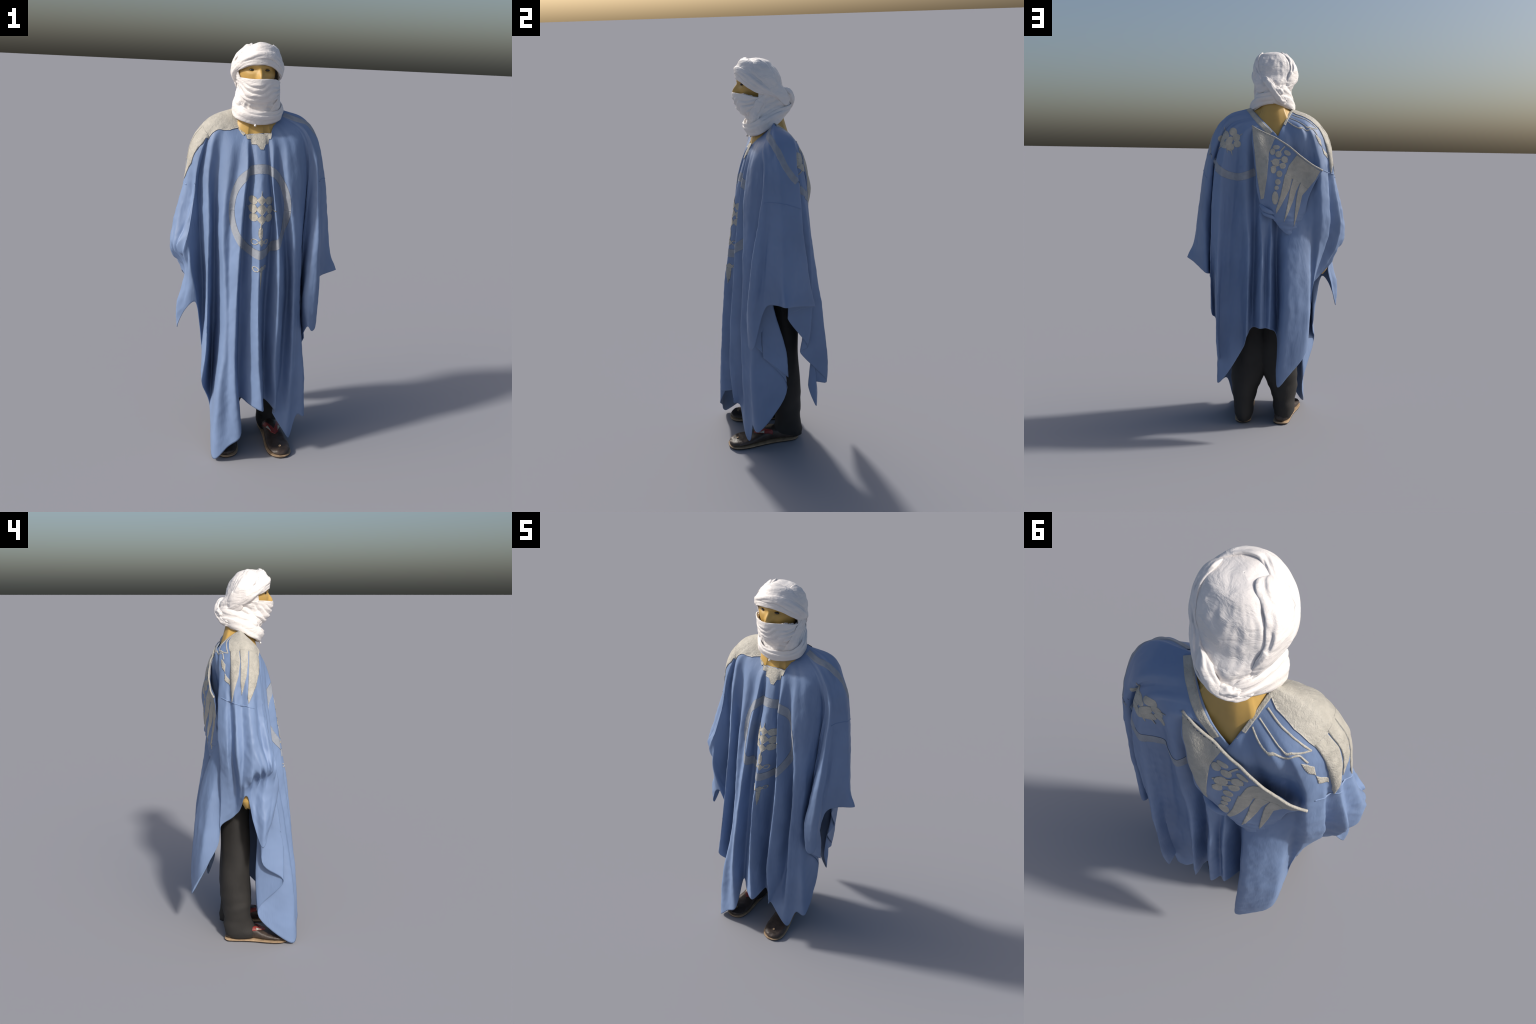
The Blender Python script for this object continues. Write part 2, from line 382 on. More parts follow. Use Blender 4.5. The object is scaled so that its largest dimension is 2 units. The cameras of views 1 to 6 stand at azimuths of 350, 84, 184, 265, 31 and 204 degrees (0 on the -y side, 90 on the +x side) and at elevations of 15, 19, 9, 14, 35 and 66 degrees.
fold("back", ring(NV, NR, .28), (-.11,.17,1.55), (-.10,.17,1.38), (-.074,.15,1.12), (-.068,.145,.97), (-.074,.15,.76), (-.082,.18,.515))
fold("back", ring(NV, NR, .40), (-.135,.16,1.56), (-.14,.145,1.38), (-.118,.176,1.10), (-.122,.222,.97), (-.122,.264,.77), (-.106,.296,.49), (-.085,.303,.272))
fold("back", ring(NV, NR, .52), (-.16,.162,1.582), (-.18,.14,1.38), (-.17,.172,1.12), (-.18,.220,.95), (-.18,.260,.74), (-.165,.288,.50), (-.145,.297,.330))
fold("back", ring(NV, NR, .62), (-.185,.158,1.60), (-.22,.13,1.40), (-.220,.150,1.18), (-.232,.182,.97), (-.243,.220,.76), (-.244,.248,.55), (-.238,.250,.448))
fold("back", ring(NV, NR, .70), (-.20,.143,1.61), (-.25,.135,1.42), (-.255,.148,1.20), (-.254,.148,1.0), (-.252,.152,.82), (-.250,.160,.61))
# right sleeve, rear
fold("sleeve_right", ring(NV, NR, .76), (-.213,.135,1.62), (-.276,.148,1.46), (-.295,.158,1.27), (-.298,.148,1.05), (-.278,.145,.88), (-.256,.15,.715))
fold("sleeve_right", ring(NV, NR, .81), (-.222,.118,1.63), (-.30,.12,1.485), (-.335,.118,1.28), (-.345,.112,1.08), (-.305,.10,.93), (-.245,.092,.75))
fold("sleeve_right", ring(NV, NR, .86), (-.228,.10,1.64), (-.31,.10,1.51), (-.326,.095,1.30), (-.328,.085,1.08), (-.31,.07,.95), (-.255,.07,.775))
fold("sleeve_right", ring(NV, NR, .91), (-.233,.08,1.648), (-.32,.08,1.53), (-.368,.075,1.31), (-.402,.068,1.10), (-.388,.055,1.0), (-.345,.05,.91), (-.285,.048,.81))
fold("sleeve_right", ring(NV, NR, .96), (-.236,.055,1.655), (-.320,.05,1.555), (-.350,.042,1.34), (-.384,.034,1.14), (-.40,.033,1.02), (-.365,.034,.90))

NU_SUB, NV_R = 8, 170
def robe_grid():
    C = np.array([resample(catmull(p, 120), NV_R) for _, p in FOLDS])      # (ncol, rows, 3)
    k = len(C)
    n = k * NU_SUB
    # spline across the folds, one shared parametrisation so rows do not slip
    G = np.zeros((n, NV_R, 3))
    for i in range(k):
        P0, P1, P2, P3 = C[i - 1], C[i], C[(i + 1) % k], C[(i + 2) % k]
        for s in range(NU_SUB):
            t = s / NU_SUB
            T = 0.42
            m1 = (P2 - P0) * T; m2 = (P3 - P1) * T
            G[i * NU_SUB + s] = ((2*t**3 - 3*t**2 + 1) * P1 + (t**3 - 2*t**2 + t) * m1
                                 + (-2*t**3 + 3*t**2) * P2 + (t**3 - t**2) * m2)
    # round off the hanging corners of the hem
    for j in range(NV_R - 26, NV_R):
        w = ((j - (NV_R - 27)) / 26.0) ** 1.5
        Gj = G[:, j].copy()
        for _ in range(6):
            Gj = .5 * Gj + .25 * (np.roll(Gj, 1, 0) + np.roll(Gj, -1, 0))
        G[:, j] = (1 - w) * G[:, j] + w * Gj
    # soft wrinkles in the cloth
    N = grid_normals(G, True)
    for i in range(n):
        for j in range(NV_R):
            p = G[i, j]
            w = smooth(0.0, 0.25, j / NV_R)
            d = 0.0035 * nz((p[0], p[1], p[2] * .35), 22, 3.1) + 0.0016 * nz((p[0], p[1], p[2] * .6), 55, 8.2)
            if p[0] < -.30 and p[2] < 1.25:          # crumpled round the right elbow
                d += .004 * smooth(1.25, 1.1, p[2]) * smooth(-.30, -.36, p[0]) * (abs(nz((p[0], p[1] * 1.0, p[2] * .9), 13, 6.0)) * 1.6 - .35)
            G[i, j] = p + N[i, j] * d * w
    return G

G = robe_grid()
# orientation: make the grid normal point outwards
ctr = np.array([-.03, .03, 0])
Nn = grid_normals(G, True)
if ((G - ctr)[..., :2] * Nn[..., :2]).sum() < 0:
    G = G[::-1]
    FLIP = True
else:
    FLIP = False
V, F, lab = solid_sheet(G, 0.003, True)
nseg = len(FOLDS) * NU_SUB
def region_of(u):
    if FLIP:
        u = nseg - 2 - u
    return FOLDS[(u // NU_SUB) % len(FOLDS)][0]
robe_full = make("robe_full", V, F, M_BLUE)
robe_full.data.update()
VN = np.zeros(len(V) * 3); robe_full.data.vertices.foreach_get("normal", VN); VN = VN.reshape(-1, 3)
ROBE_BVH = BVHTree.FromPolygons([Vector(v) for v in G.reshape(-1, 3)], grid_faces(G.shape[0], G.shape[1], True))   # outer face only

def split(src, V, F, labels, VN, names, mat_, parent):
    out = []
    for key, name in names:
        fs = [f for f, l in zip(F, labels) if l == key]
        used = sorted({i for f in fs for i in f}); idx = {o: n for n, o in enumerate(used)}
        ob = make(name, V[used], [tuple(idx[i] for i in f) for f in fs], mat_, parent if not out or parent is not None else None)
        ob.data.normals_split_custom_set_from_vertices([tuple(VN[i]) for i in used])
        out.append(ob)
    return out
flabels = [region_of(l) for l in lab]
robe_front, = split(robe_full, V, F, flabels, VN, [("front", "robe_front_panel")], M_BLUE, ROOT)
robe_back, = split(robe_full, V, F, flabels, VN, [("back", "robe_back_panel")], M_BLUE, ROOT)
split(robe_full, V, F, flabels, VN, [("sleeve_left", "sleeve"), ("sleeve_right", "sleeve")], M_BLUE, ROOT)
bpy.data.objects.remove(robe_full)

# --------------------------------------------------- flap folded over the back
FLAP = [
 [(.068,.150,1.612),(.058,.182,1.50),(.045,.200,1.40),(.03,.203,1.27),(.012,.198,1.20)],
 [(.03,.160,1.59),(.022,.203,1.48),(.012,.222,1.38),(-.005,.207,1.25),(-.03,.196,1.165)],
 [(-.05,.176,1.555),(-.05,.208,1.45),(-.05,.222,1.34),(-.06,.217,1.20),(-.07,.198,1.115)],
 [(-.12,.192,1.515),(-.11,.200,1.42),(-.10,.210,1.30),(-.10,.208,1.15),(-.105,.195,1.075)],
 [(-.185,.192,1.465),(-.17,.176,1.38),(-.15,.186,1.28),(-.145,.192,1.13),(-.145,.186,1.05)],
 [(-.24,.190,1.425),(-.215,.166,1.35),(-.195,.168,1.26),(-.185,.170,1.12),(-.185,.168,1.04)],
 [(-.300,.176,1.391),(-.262,.166,1.325),(-.228,.162,1.24),(-.215,.150,1.13),(-.218,.142,1.04)],
]
def sheet(ctrl, nu, nv, wr=0.0, freq=30.0, seed=0.0, direction=(1, 1, 1)):
    A = np.array([catmull(r, nv) for r in ctrl])
    Gs = np.array([catmull(A[:, j], nu) for j in range(nv)]).transpose(1, 0, 2)
    if wr:
        N = grid_normals(Gs)
        for i in range(nu):
            for j in range(nv):
                p = Gs[i, j] * np.array(direction)
                Gs[i, j] = Gs[i, j] + N[i, j] * wr * nz(p, freq, seed)
    return Gs
def outward(Gs, d):
    N = grid_normals(Gs)
    return Gs if (N * np.array(d)).sum() > 0 else Gs[::-1]
FG = sheet(FLAP, 90, 80, .008, 16, 4.0, (1.3, 1, .7))
FN = grid_normals(FG)
for i in range(90):                                  # gathers where the flap is tied in at the waist
    for j in range(80):
        p = FG[i, j]
        FG[i, j] = p + FN[i, j] * .006 * smooth(1.22, 1.12, p[2]) * nz((p[0] * .8, p[1], p[2] * 3.2), 22, 9.0)
FG = outward(FG, (0, 1, 0))
Vf, Ff, _ = solid_sheet(FG, 0.004)
flap = make("back_flap", Vf, Ff, M_BLUE)

# ------------------------------------------------------------------ embroidery
FRONT, BACK = (0, -1, 0), (0, 1, 0)
FLAP_BVH = BVHTree.FromPolygons([Vector(v) for v in FG.reshape(-1, 3)], grid_faces(FG.shape[0], FG.shape[1]))
decal("embroidered_ring", band(-.010, 1.244, .148, .219, .027, .042), FRONT, ROBE_BVH, robe_front, M_GREY, step=.004)
mx, mz, k = -.009, 1.258, .00032
E_ = lambda px, py, rx, ry, rot=0.: ell(mx + (px - 600) * k, mz - (py - 280) * k * 1.03, rx * k, ry * k, rot)
D_ = lambda px, py, rx, ry: dia(mx + (px - 600) * k, mz - (py - 280) * k * 1.03, rx * k, ry * k)
def S_(pts, w, taper=False):
    out = strip([(mx + (x - 600) * k, 0, mz - (y - 280) * k * 1.03) for x, y in pts], w, 14, taper=taper)
    return out
decal("embroidered_medallion", [E_(480,160,54,62,.4), E_(712,168,64,58,-.3), E_(490,400,56,60,-.4), E_(712,408,58,60,.4), D_(594,155,72,70), E_(480,278,52,66),
      E_(724,292,50,62), D_(600,283,88,88), D_(600,425,72,74)] + S_([(592,110),(596,60),(596,25)], .006, True) + S_([(760,310),(800,312),(825,314)], .004) + S_([(445,270),(415,262),(395,258)], .004, True),
      FRONT, ROBE_BVH, robe_front, step=.004)
decal("embroidered_stem", [E_(588,610,32,88), D_(602,745,46,58)] + S_([(595,480),(590,530),(588,560)], .005) + S_([(560,735),(530,712),(490,715),(468,748),(490,785),(525,780),(560,745)], .0035)
      + S_([(640,740),(668,712),(700,720),(705,750),(685,778),(655,765),(640,745)], .0035), FRONT, ROBE_BVH, robe_front, step=.004)
decal("embroidered_spike", [D_(615,1135,42,52), [ (mx + (x - 600) * k, 0, mz - (y - 280) * k * 1.03) for x, y in ((590,1165),(632,1165),(622,1290),(606,1425),(594,1290))]]
      + S_([(575,1130),(545,1105),(505,1108),(495,1140),(515,1168),(550,1160),(578,1135)], .0035) + S_([(645,1125),(668,1098),(690,1110),(690,1140),(668,1158),(648,1140)], .003), FRONT, ROBE_BVH, robe_front, step=.004)
decal("neck_bib", [[(-.088,0,1.597),(-.080,0,1.572),(-.063,0,1.572),(-.059,0,1.549),(-.034,0,1.549),(-.019,0,1.528),(-.004,0,1.528),(.006,0,1.551),(.020,0,1.551),(.023,0,1.574),(.033,0,1.576),(.037,0,1.605),(-.02,0,1.602)]], FRONT, ROBE_BVH, robe_front, step=.004, lift=.003)
snapped_band("neck_trim", [(-.127,.02,1.69),(-.123,-.005,1.662),(-.114,-.03,1.63),(-.100,-.055,1.603),(-.09,-.062,1.59)], .016, ROBE_BVH, robe_front, n=40, lift=.003)
# left shoulder: a wide band that runs over the shoulder and round to the back
snapped_band("embroidered_band", [(.105,.01,1.69),(.16,.0,1.67),(.22,.012,1.645),(.262,.035,1.60),(.284,.06,1.54),(.285,.09,1.49),(.268,.125,1.44),(.248,.15,1.405),(.228,.172,1.382)], .034, ROBE_BVH, robe_back, M_GREY, n=110)
decal("embroidered_band", strip([(.245,0,1.395),(.215,0,1.372),(.175,0,1.355),(.130,0,1.351),(.085,0,1.362),(.045,0,1.380)], .038, 30), BACK, ROBE_BVH, robe_back, M_GREY, step=.004)
decal("embroidered_star", [ell(.164,1.580,.020,.021), ell(.226,1.544,.021,.018), ell(.142,1.519,.020,.018), ell(.211,1.514,.024,.017,.5), ell(.178,1.503,.020,.020), ell(.184,1.533,.016,.026,.6), ell(.203,1.564,.018,.021), ell(.147,1.551,.020,.020)]
      + strip([(.203,0,1.575),(.211,0,1.592),(.214,0,1.606)], .007, 8, taper=True) + strip([(.146,0,1.552),(.128,0,1.562),(.114,0,1.571)], .007, 8, taper=True)
      + strip([(.215,0,1.515),(.23,0,1.502),(.242,0,1.488)], .007, 8, taper=True) + strip([(.178,0,1.495),(.172,0,1.475),(.168,0,1.46)], .008, 8, taper=True)
      + strip([(.195,0,1.51),(.195,0,1.49),(.193,0,1.472)], .007, 8, taper=True), BACK, ROBE_BVH, robe_back, step=.004)
snapped_band("neck_trim", [(.096,.045,1.701),(.062,.098,1.664),(.026,.137,1.628),(-.010,.160,1.595),(-.03,.168,1.575)], .030, ROBE_BVH, robe_back, n=50, lift=.003)
snapped_band("neck_trim", [(-.134,.04,1.699),(-.122,.075,1.675),(-.112,.105,1.652),(-.098,.138,1.620)], .014, ROBE_BVH, robe_back, n=50, lift=.003)
for pth in ([(-.135,.07,1.662),(-.183,.093,1.643),(-.226,.101,1.622),(-.263,.099,1.597)], [(-.125,.09,1.640),(-.175,.115,1.621),(-.214,.122,1.600),(-.263,.099,1.597)],
            [(-.118,.108,1.622),(-.150,.128,1.604),(-.177,.137,1.594),(-.206,.128,1.587),(-.236,.119,1.592),(-.262,.116,1.567)]):
    snapped_band("embroidered_line", pth, .0065, ROBE_BVH, robe_back, n=50, m=5)
decal("embroidered_leaf", [[(-.255,0,1.573),(-.268,0,1.565),(-.284,0,1.548),(-.293,0,1.511),(-.277,0,1.528)], [(-.293,0,1.508),(-.305,0,1.492),(-.321,0,1.475),(-.324,0,1.452),(-.303,0,1.475)]], BACK, ROBE_BVH, robe_back, step=.004)
# ornaments of the back flap
decal("flap_border", [[(.066,0,1.605),(.01,0,1.588),(-.055,0,1.552),(-.040,0,1.515),(-.026,0,1.478),(-.024,0,1.415),(-.020,0,1.352),(-.003,0,1.245),(.012,0,1.24),(.030,0,1.345),(.048,0,1.48)]], BACK, FLAP_BVH, flap)
decal("flap_bead", [ell(-.062,1.505,.018,.011), ell(-.044,1.482,.014,.016), ell(-.074,1.470,.016,.016), ell(-.119,1.477,.019,.012,.5), ell(-.061,1.430,.019,.018), ell(-.105,1.445,.017,.016), ell(-.097,1.412,.016,.015),
      ell(-.051,1.393,.014,.020), ell(-.081,1.372,.015,.017), ell(-.074,1.331,.014,.015), ell(-.068,1.301,.011,.012), ell(-.062,1.250,.016,.034)] + strip([(-.037,0,1.434),(-.08,0,1.442),(-.117,0,1.457)], .006, 8)
      + strip([(-.038,0,1.402),(-.08,0,1.416),(-.121,0,1.434)], .006, 8) + strip([(-.074,0,1.47),(-.09,0,1.492),(-.107,0,1.51)], .007, 8), BACK, FLAP_BVH, flap, step=.004)
decal("flap_patch", [[(-.168,0,1.468),(-.23,0,1.424),(-.288,0,1.388),(-.264,0,1.342),(-.225,0,1.294),(-.188,0,1.325),(-.146,0,1.346),(-.112,0,1.366),(-.128,0,1.415)],
      [(-.109,0,1.369),(-.146,0,1.357),(-.133,0,1.294),(-.094,0,1.213),(-.069,0,1.169),(-.066,0,1.187),(-.089,0,1.264)],
      [(-.150,0,1.348),(-.186,0,1.327),(-.166,0,1.285),(-.152,0,1.234),(-.128,0,1.170),(-.107,0,1.122),(-.116,0,1.170),(-.129,0,1.242),(-.136,0,1.294)],
      [(-.188,0,1.327),(-.226,0,1.294),(-.198,0,1.263),(-.186,0,1.203),(-.158,0,1.100),(-.162,0,1.165),(-.168,0,1.242),(-.175,0,1.285)]], BACK, FLAP_BVH, flap)
edge = FG[:, 0] if FG[0, 0, 2] > FG[0, -1, 2] else FG[:, -1]
tube("flap_piping", [tuple(edge[k_] - np.array([0, .002, 0])) for k_ in range(0, 90, 6)] + [tuple(edge[-1] - np.array([0, .002, 0]))], [.0045, .0045], M_BEIGE, flap, n=10, m=90)
tube("waist_knot", [(.016,.190,1.212),(-.006,.204,1.190),(-.032,.207,1.178),(-.058,.198,1.168)], [.010,.014,.013,.008], M_BLUE, flap, n=16)
tube("waist_knot", [(.014,.184,1.190),(-.010,.199,1.166),(-.036,.203,1.155),(-.062,.194,1.142)], [.007,.012,.011,.007], M_BLUE, flap, n=16)
# right shoulder patch with its three tapering points
SH = (-.72, .0, .70)
decal("shoulder_patch", [[(-.127,.045,1.70),(-.15,.072,1.668),(-.20,.092,1.640),(-.25,.094,1.618),(-.272,.090,1.603),(-.288,.043,1.616),(-.287,.002,1.616),(-.274,-.036,1.597),(-.258,-.046,1.582),(-.225,-.052,1.596),(-.161,-.054,1.610),(-.112,-.039,1.621),(-.126,-.004,1.672)],
      [(-.267,.090,1.609),(-.286,.048,1.618),(-.321,.046,1.566),(-.344,.056,1.503),(-.353,.078,1.430),(-.353,.088,1.382),(-.347,.092,1.421),(-.333,.094,1.50),(-.307,.090,1.550)],
      [(-.286,.044,1.622),(-.284,.004,1.624),(-.331,.010,1.558),(-.350,.018,1.503),(-.357,.035,1.438),(-.358,.042,1.420),(-.351,.046,1.483),(-.327,.043,1.558)],
      [(-.284,.000,1.622),(-.268,-.040,1.596),(-.258,-.046,1.582),(-.288,-.047,1.548),(-.311,-.043,1.505),(-.336,-.028,1.455),(-.356,-.008,1.41),(-.369,.010,1.375),(-.366,.013,1.41),(-.351,.008,1.487),(-.342,.006,1.527),(-.328,.004,1.562)]],
      SH, ROBE_BVH, robe_front, lift=.003)
snapped_band("sleeve_seam", [(-.31,.14,1.39),(-.345,.10,1.375),(-.363,.061,1.365),(-.373,.0,1.352),(-.365,-.03,1.345)], .006, ROBE_BVH, robe_front, M_BLUE, n=60, m=5)
snapped_band("sleeve_seam", [(.285,-.04,1.375),(.325,.02,1.38),(.33,.06,1.371),(.303,.132,1.339)], .006, ROBE_BVH, robe_back, M_BLUE, n=60, m=5)

# ------------------------------------------------------------------ trousers
def trouser_bump(p, a, s):
    c = np.array([s[0], s[1], p[2]])
    d = p - c
    f = 1 + .12 * nz((p[0], p[1], p[2] * .35), 14, 5) + .11 * nz((p[0] * .6, p[1] * .6, p[2] * 2.0), 13, 9) * smooth(.40, .12, p[2])
    return c + d * f
loft("trouser_leg", [(-.112,.032,.018,.046,.078),(-.115,.035,.05,.058,.088),(-.115,.055,.12,.064,.074),(-.103,.06,.22,.085,.08),(-.09,.062,.30,.10,.082),(-.09,.062,.6,.10,.078),(-.09,.06,.9,.08,.07)], M_BLACK, bump=trouser_bump)
loft("trouser_leg", [(.104,.07,.015,.036,.075),(.106,.066,.05,.05,.082),(.108,.068,.12,.057,.070),(.095,.064,.22,.082,.078),(.08,.062,.30,.098,.08),(.08,.06,.6,.095,.074),(.08,.06,.9,.08,.07)], M_BLACK, bump=trouser_bump)

# --------------------------------------------------------------------- shoes
def shoe(heel, toe, outer):
    heel = np.array([*heel, 0.]); toe = np.array([*toe, 0.])
    ax = toe - heel; L = np.linalg.norm(ax); ax /= L
    side = np.array([-ax[1], ax[0], 0])
    prof = [(0, .018, .03), (.04, .034, .04), (.12, .040, .05), (.3, .040, .07), (.45, .043, .072), (.58, .05, .055), (.7, .056, .038), (.82, .057, .03), (.91, .05, .026), (.97, .034, .022), (1.0, .012, .016)]
    S = catmull([(a, b, c) for a, b, c in prof], 48)
    def body(w_add, z0, hf, name, m_, par):
        Vv = []; n = 32
        for s, w, h in S:
            for k in range(n):
                a = 2 * math.pi * k / n
                x = (w + w_add) * math.copysign(abs(math.cos(a)) ** .8, math.cos(a))
                zt = hf(h)
                z = z0 + zt * .5 + zt * .5 * math.copysign(abs(math.sin(a)) ** .9, math.sin(a))
                s2 = s + (w_add / L) * (2 * s - 1)
                p = heel + ax * s2 * L + side * x + np.array([0, 0, z])
                if w_add == 0:
                    p[2] += .0035 * nz(p, 45, 2.0) + .003 * nz((p[0] * 3, p[1] * 3, p[2]), 40, 4.0)
                Vv.append(p)
        Fv = grid_faces(len(S), n, False, True)
        Fv += [tuple(range(n)), tuple((len(S) - 1) * n + k for k in range(n))]
        ob = make(name, Vv, Fv, m_, par); fix_normals(ob); return ob
    up = body(0, .012, lambda h: h, "shoe", M_LEATHER, ROOT)
    body(.005, .004, lambda h: .009, "sole_edge", M_SOLE, up)
    body(.004, .0, lambda h: .006, "sole", M_LEATHER, up)
    bv = BVHTree.FromPolygons([v.co for v in up.data.vertices], [p.vertices for p in up.data.polygons])
    P = lambda s, t: tuple(heel + ax * s * L + side * t)
    for sg in (1, -1):
        decal("red_strap", [[P(.64, .0), P(.60, .02 * sg), P(.49, .038 * sg), P(.36, .041 * sg), P(.38, .03 * sg), P(.5, .012 * sg), P(.55, .0)]], (0, 0, 1), bv, up, M_RED, lift=.0025)
        decal("strap_inlay", [[P(.585, .018 * sg), P(.50, .036 * sg), P(.49, .026 * sg)]], (0, 0, 1), bv, up, M_GREEN, lift=.004)
    decal("toe_stud", [[tuple(np.array(P(.88, .0)) + np.array([.006 * math.cos(q), .006 * math.sin(q), 0])) for q in np.linspace(0, 6.28, 13)[:-1]]], (0, 0, 1), bv, up, M_SOLE, lift=.004)
    return up
shoeL = shoe((.105, .115), (.138, -.252), 1)
shoeR = shoe((-.10, .12), (-.145, -.225), -1)

# ----------------------------------------------------------------- skin parts
# skin of neck, nape and upper chest: runs from just under the neckline up into the wraps
NK = []
NG = grid_normals(G, True)
for i in range(G.shape[0]):
    b0 = G[i, 6] - NG[i, 6] * .013
    ang = math.atan2(b0[1] - .035, b0[0] + .035)
    b3 = np.array([-.035 + .062 * math.cos(ang), .03 + .064 * math.sin(ang), 1.77])
    tg = G[i, 1] - G[i, 14]; tg /= max(1e-6, np.linalg.norm(tg))
    b1 = b0 + tg * .035; b2 = b3 - np.array([0, 0, .05])
    NK.append([(1-t)**3 * b0 + 3*(1-t)**2*t * b1 + 3*(1-t)*t*t * b2 + t**3 * b3 for t in np.linspace(0, 1, 24)])
NK = np.array(NK)
for _ in range(9):
    NK = .5 * NK + .25 * (np.roll(NK, 1, 0) + np.roll(NK, -1, 0))
neck = make("neck", NK.reshape(-1, 3), grid_faces(NK.shape[0], 24, True), M_SKIN); fix_normals(neck)

HX, HY = -.042, -.01
def face_point(th, z):
    rx, ry = .084 + .006 * smooth(1.83, 1.87, z), .107
    k = math.sqrt(max(.02, 1 - ((z - 1.865) / .13) ** 2))
    x = HX + rx * k * math.sin(th); y = HY - ry * k * math.cos(th)
    dx = x - (-.035)
    if abs(th) < 1.3:
        hz = smooth(1.90, 1.845, z) * smooth(1.825, 1.842, z)
        y -= .026 * hz * math.exp(-(dx / (.008 + .007 * hz)) ** 2)                    # nose
        y -= .007 * math.exp(-((z - 1.900) / .009) ** 2) * math.exp(-(dx / .05) ** 2)     # brow
        for ex in (-.074, -.004):
            y += .010 * math.exp(-((x - ex) / .02) ** 2 - ((z - 1.884) / .011) ** 2)
    return (x, y, z)
ths = np.radians(np.linspace(-82, 92, 110)); zs = np.linspace(1.815, 1.94, 80)
FGd = np.array([[face_point(t, z) for z in zs] for t in ths])
FGd = outward(FGd, (0, -1, 0))
head = make("head", *solid_sheet(FGd, .006)[:2], M_SKIN)
for ex in (-.074, -.004):
    bm = bmesh.new(); bmesh.ops.create_uvsphere(bm, u_segments=20, v_segments=12, radius=1)
    for v in bm.verts:
        v.co = Vector((ex + v.co.x * .012, -.0985 + v.co.y * .008, 1.884 + v.co.z * .0046))
    me = bpy.data.meshes.new("eye"); bm.to_mesh(me); bm.free(); me.materials.append(M_EYE)
    o = bpy.data.objects.new("eye", me); bpy.context.scene.collection.objects.link(o); o.parent = head
    me.polygons.foreach_set("use_smooth", [True] * len(me.polygons))

# hand under the right sleeve: palm and four curled fingers
hand = tube("hand", [(-.318,.022,.96),(-.315,.02,.92),(-.308,.015,.875),(-.293,.005,.84)], [.022,.025,.033,.026], M_SKIN)
for k in range(4):
    dy = .022 - k * .016
    tube("finger", [(-.305,dy,.862),(-.285,dy-.004,.832),(-.262,dy-.008,.815),(-.245,dy-.008,.825)], [.011,.0105,.009,.006], M_SKIN, hand, n=12, m=20)

# ------------------------------------------------------------- turban and veil
HOOD = [  # z, x right side, x left side, y front, y back
 (1.640,-.095,.035,-.066,.050),(1.665,-.125,.062,-.082,.066),(1.685,-.136,.076,-.088,.078),(1.71,-.139,.080,-.080,.090),
 (1.735,-.135,.072,-.092,.104),(1.76,-.128,.064,-.115,.122),(1.80,-.126,.062,-.134,.134),(1.84,-.138,.066,-.139,.122),
 (1.87,-.148,.069,-.126,.098),(1.91,-.146,.067,-.121,.086),(1.945,-.130,.060,-.118,.070),(1.97,-.106,.048,-.108,.050),
 (1.985,-.088,.036,-.098,.036),(1.993,-.072,.018,-.086,.018),(1.998,-.058,-.012,-.062,-.002)]
_H = catmull(np.array(HOOD), 300)
def hood_point(th, z):
    xr, xl, yf, yb = table(z, _H)
    s, c = math.sin(th), math.cos(th)
    rx = (xl - HX) if s > 0 else (HX - xr)
    ry = (HY - yf) if c > 0 else (yb - HY)
    e = 1.0 if c > 0 else .94
    return np.array([HX + .004 + rx * math.copysign(abs(s) ** e, s), HY + .003 - ry * math.copysign(abs(c) ** e, c), z])
def hem_z(th):
    return 1.642 + .098 * ((1 - math.cos(th)) / 2) ** .8
def in_window(th, z):
    d = math.degrees(th)
    if d < -64 or d > 80:
        return False
    top = 1.909 - .030 * (abs(d + 5) / 62) ** 2 if d < -5 else 1.909 - .052 * (abs(d + 5) / 85) ** 2
    bot = 1.842 - .016 * smooth(45, 85, d)
    return bot < z < top
NTH, NZ = 240, 150
HG = np.zeros((NTH, NZ, 3)); HZ = np.zeros((NTH, NZ)); HT = np.linspace(-math.pi, math.pi, NTH, endpoint=False)
def pleat(x):
    x = x - math.floor(x)
    return 1 - abs(2 * x - 1) ** 1.6
def crease(th, z):
    """sagging pleats of the wrapped muslin"""
    p = (math.sin(th), math.cos(th))
    if z < 1.845:
        sag = z - .030 * min(abs(th - .15), 1.9) ** 1.6
        w = .006 * (pleat(sag * 34 + .9 * nz((p[0], p[1], z * 6), 1.6, 2.0)) - .5) * (.55 + .9 * abs(nz((p[0], p[1], sag * 9), 1.8, 5)))
        return w + .003 * nz((p[0], p[1], sag * 5), 7, 5.0)
    tilt = z + .05 * (1 - math.cos(th))
    return (.0055 * nz((p[0] * .45, p[1] * .45, tilt * 2.2), 8, 7.0) + .002 * nz((p[0], p[1], tilt * 5), 7, 1.0)) * smooth(1.99, 1.95, z)
for i, th in enumerate(HT):
    zb = hem_z(th)
    for j in range(NZ):
        z = zb + (1.998 - zb) * (1 - (1 - j / (NZ - 1)) ** 1.5)
        HZ[i, j] = z
        HG[i, j] = hood_point(th, z)
# close the crown with a low dome
ct = HG[:, -1].mean(0)
HG = np.concatenate([HG] + [(ct + (HG[:, -1:] - ct) * t + np.array([0, 0, .0035 * (1 - t * t)])) for t in (.85, .68, .5, .32, .15, .002)], axis=1)
HZ = np.concatenate([HZ] + [np.full((NTH, 1), 1.999)] * 6, axis=1)
NZ = HG.shape[1]
HN = grid_normals(HG, True)
if (HN[..., :2] * (HG[..., :2] - np.array([HX, HY]))).sum() < 0:
    HN = -HN
for i in range(NTH):
    for j in range(NZ):
        HG[i, j] += HN[i, j] * crease(HT[i], HZ[i, j])
HGo, HTo, HZo = HG, HT, HZ
if (grid_normals(HG, True)[..., :2] * (HG[..., :2] - np.array([HX, HY]))).sum() < 0:
    HGo, HTo, HZo = HG[::-1], HT[::-1], HZ[::-1]
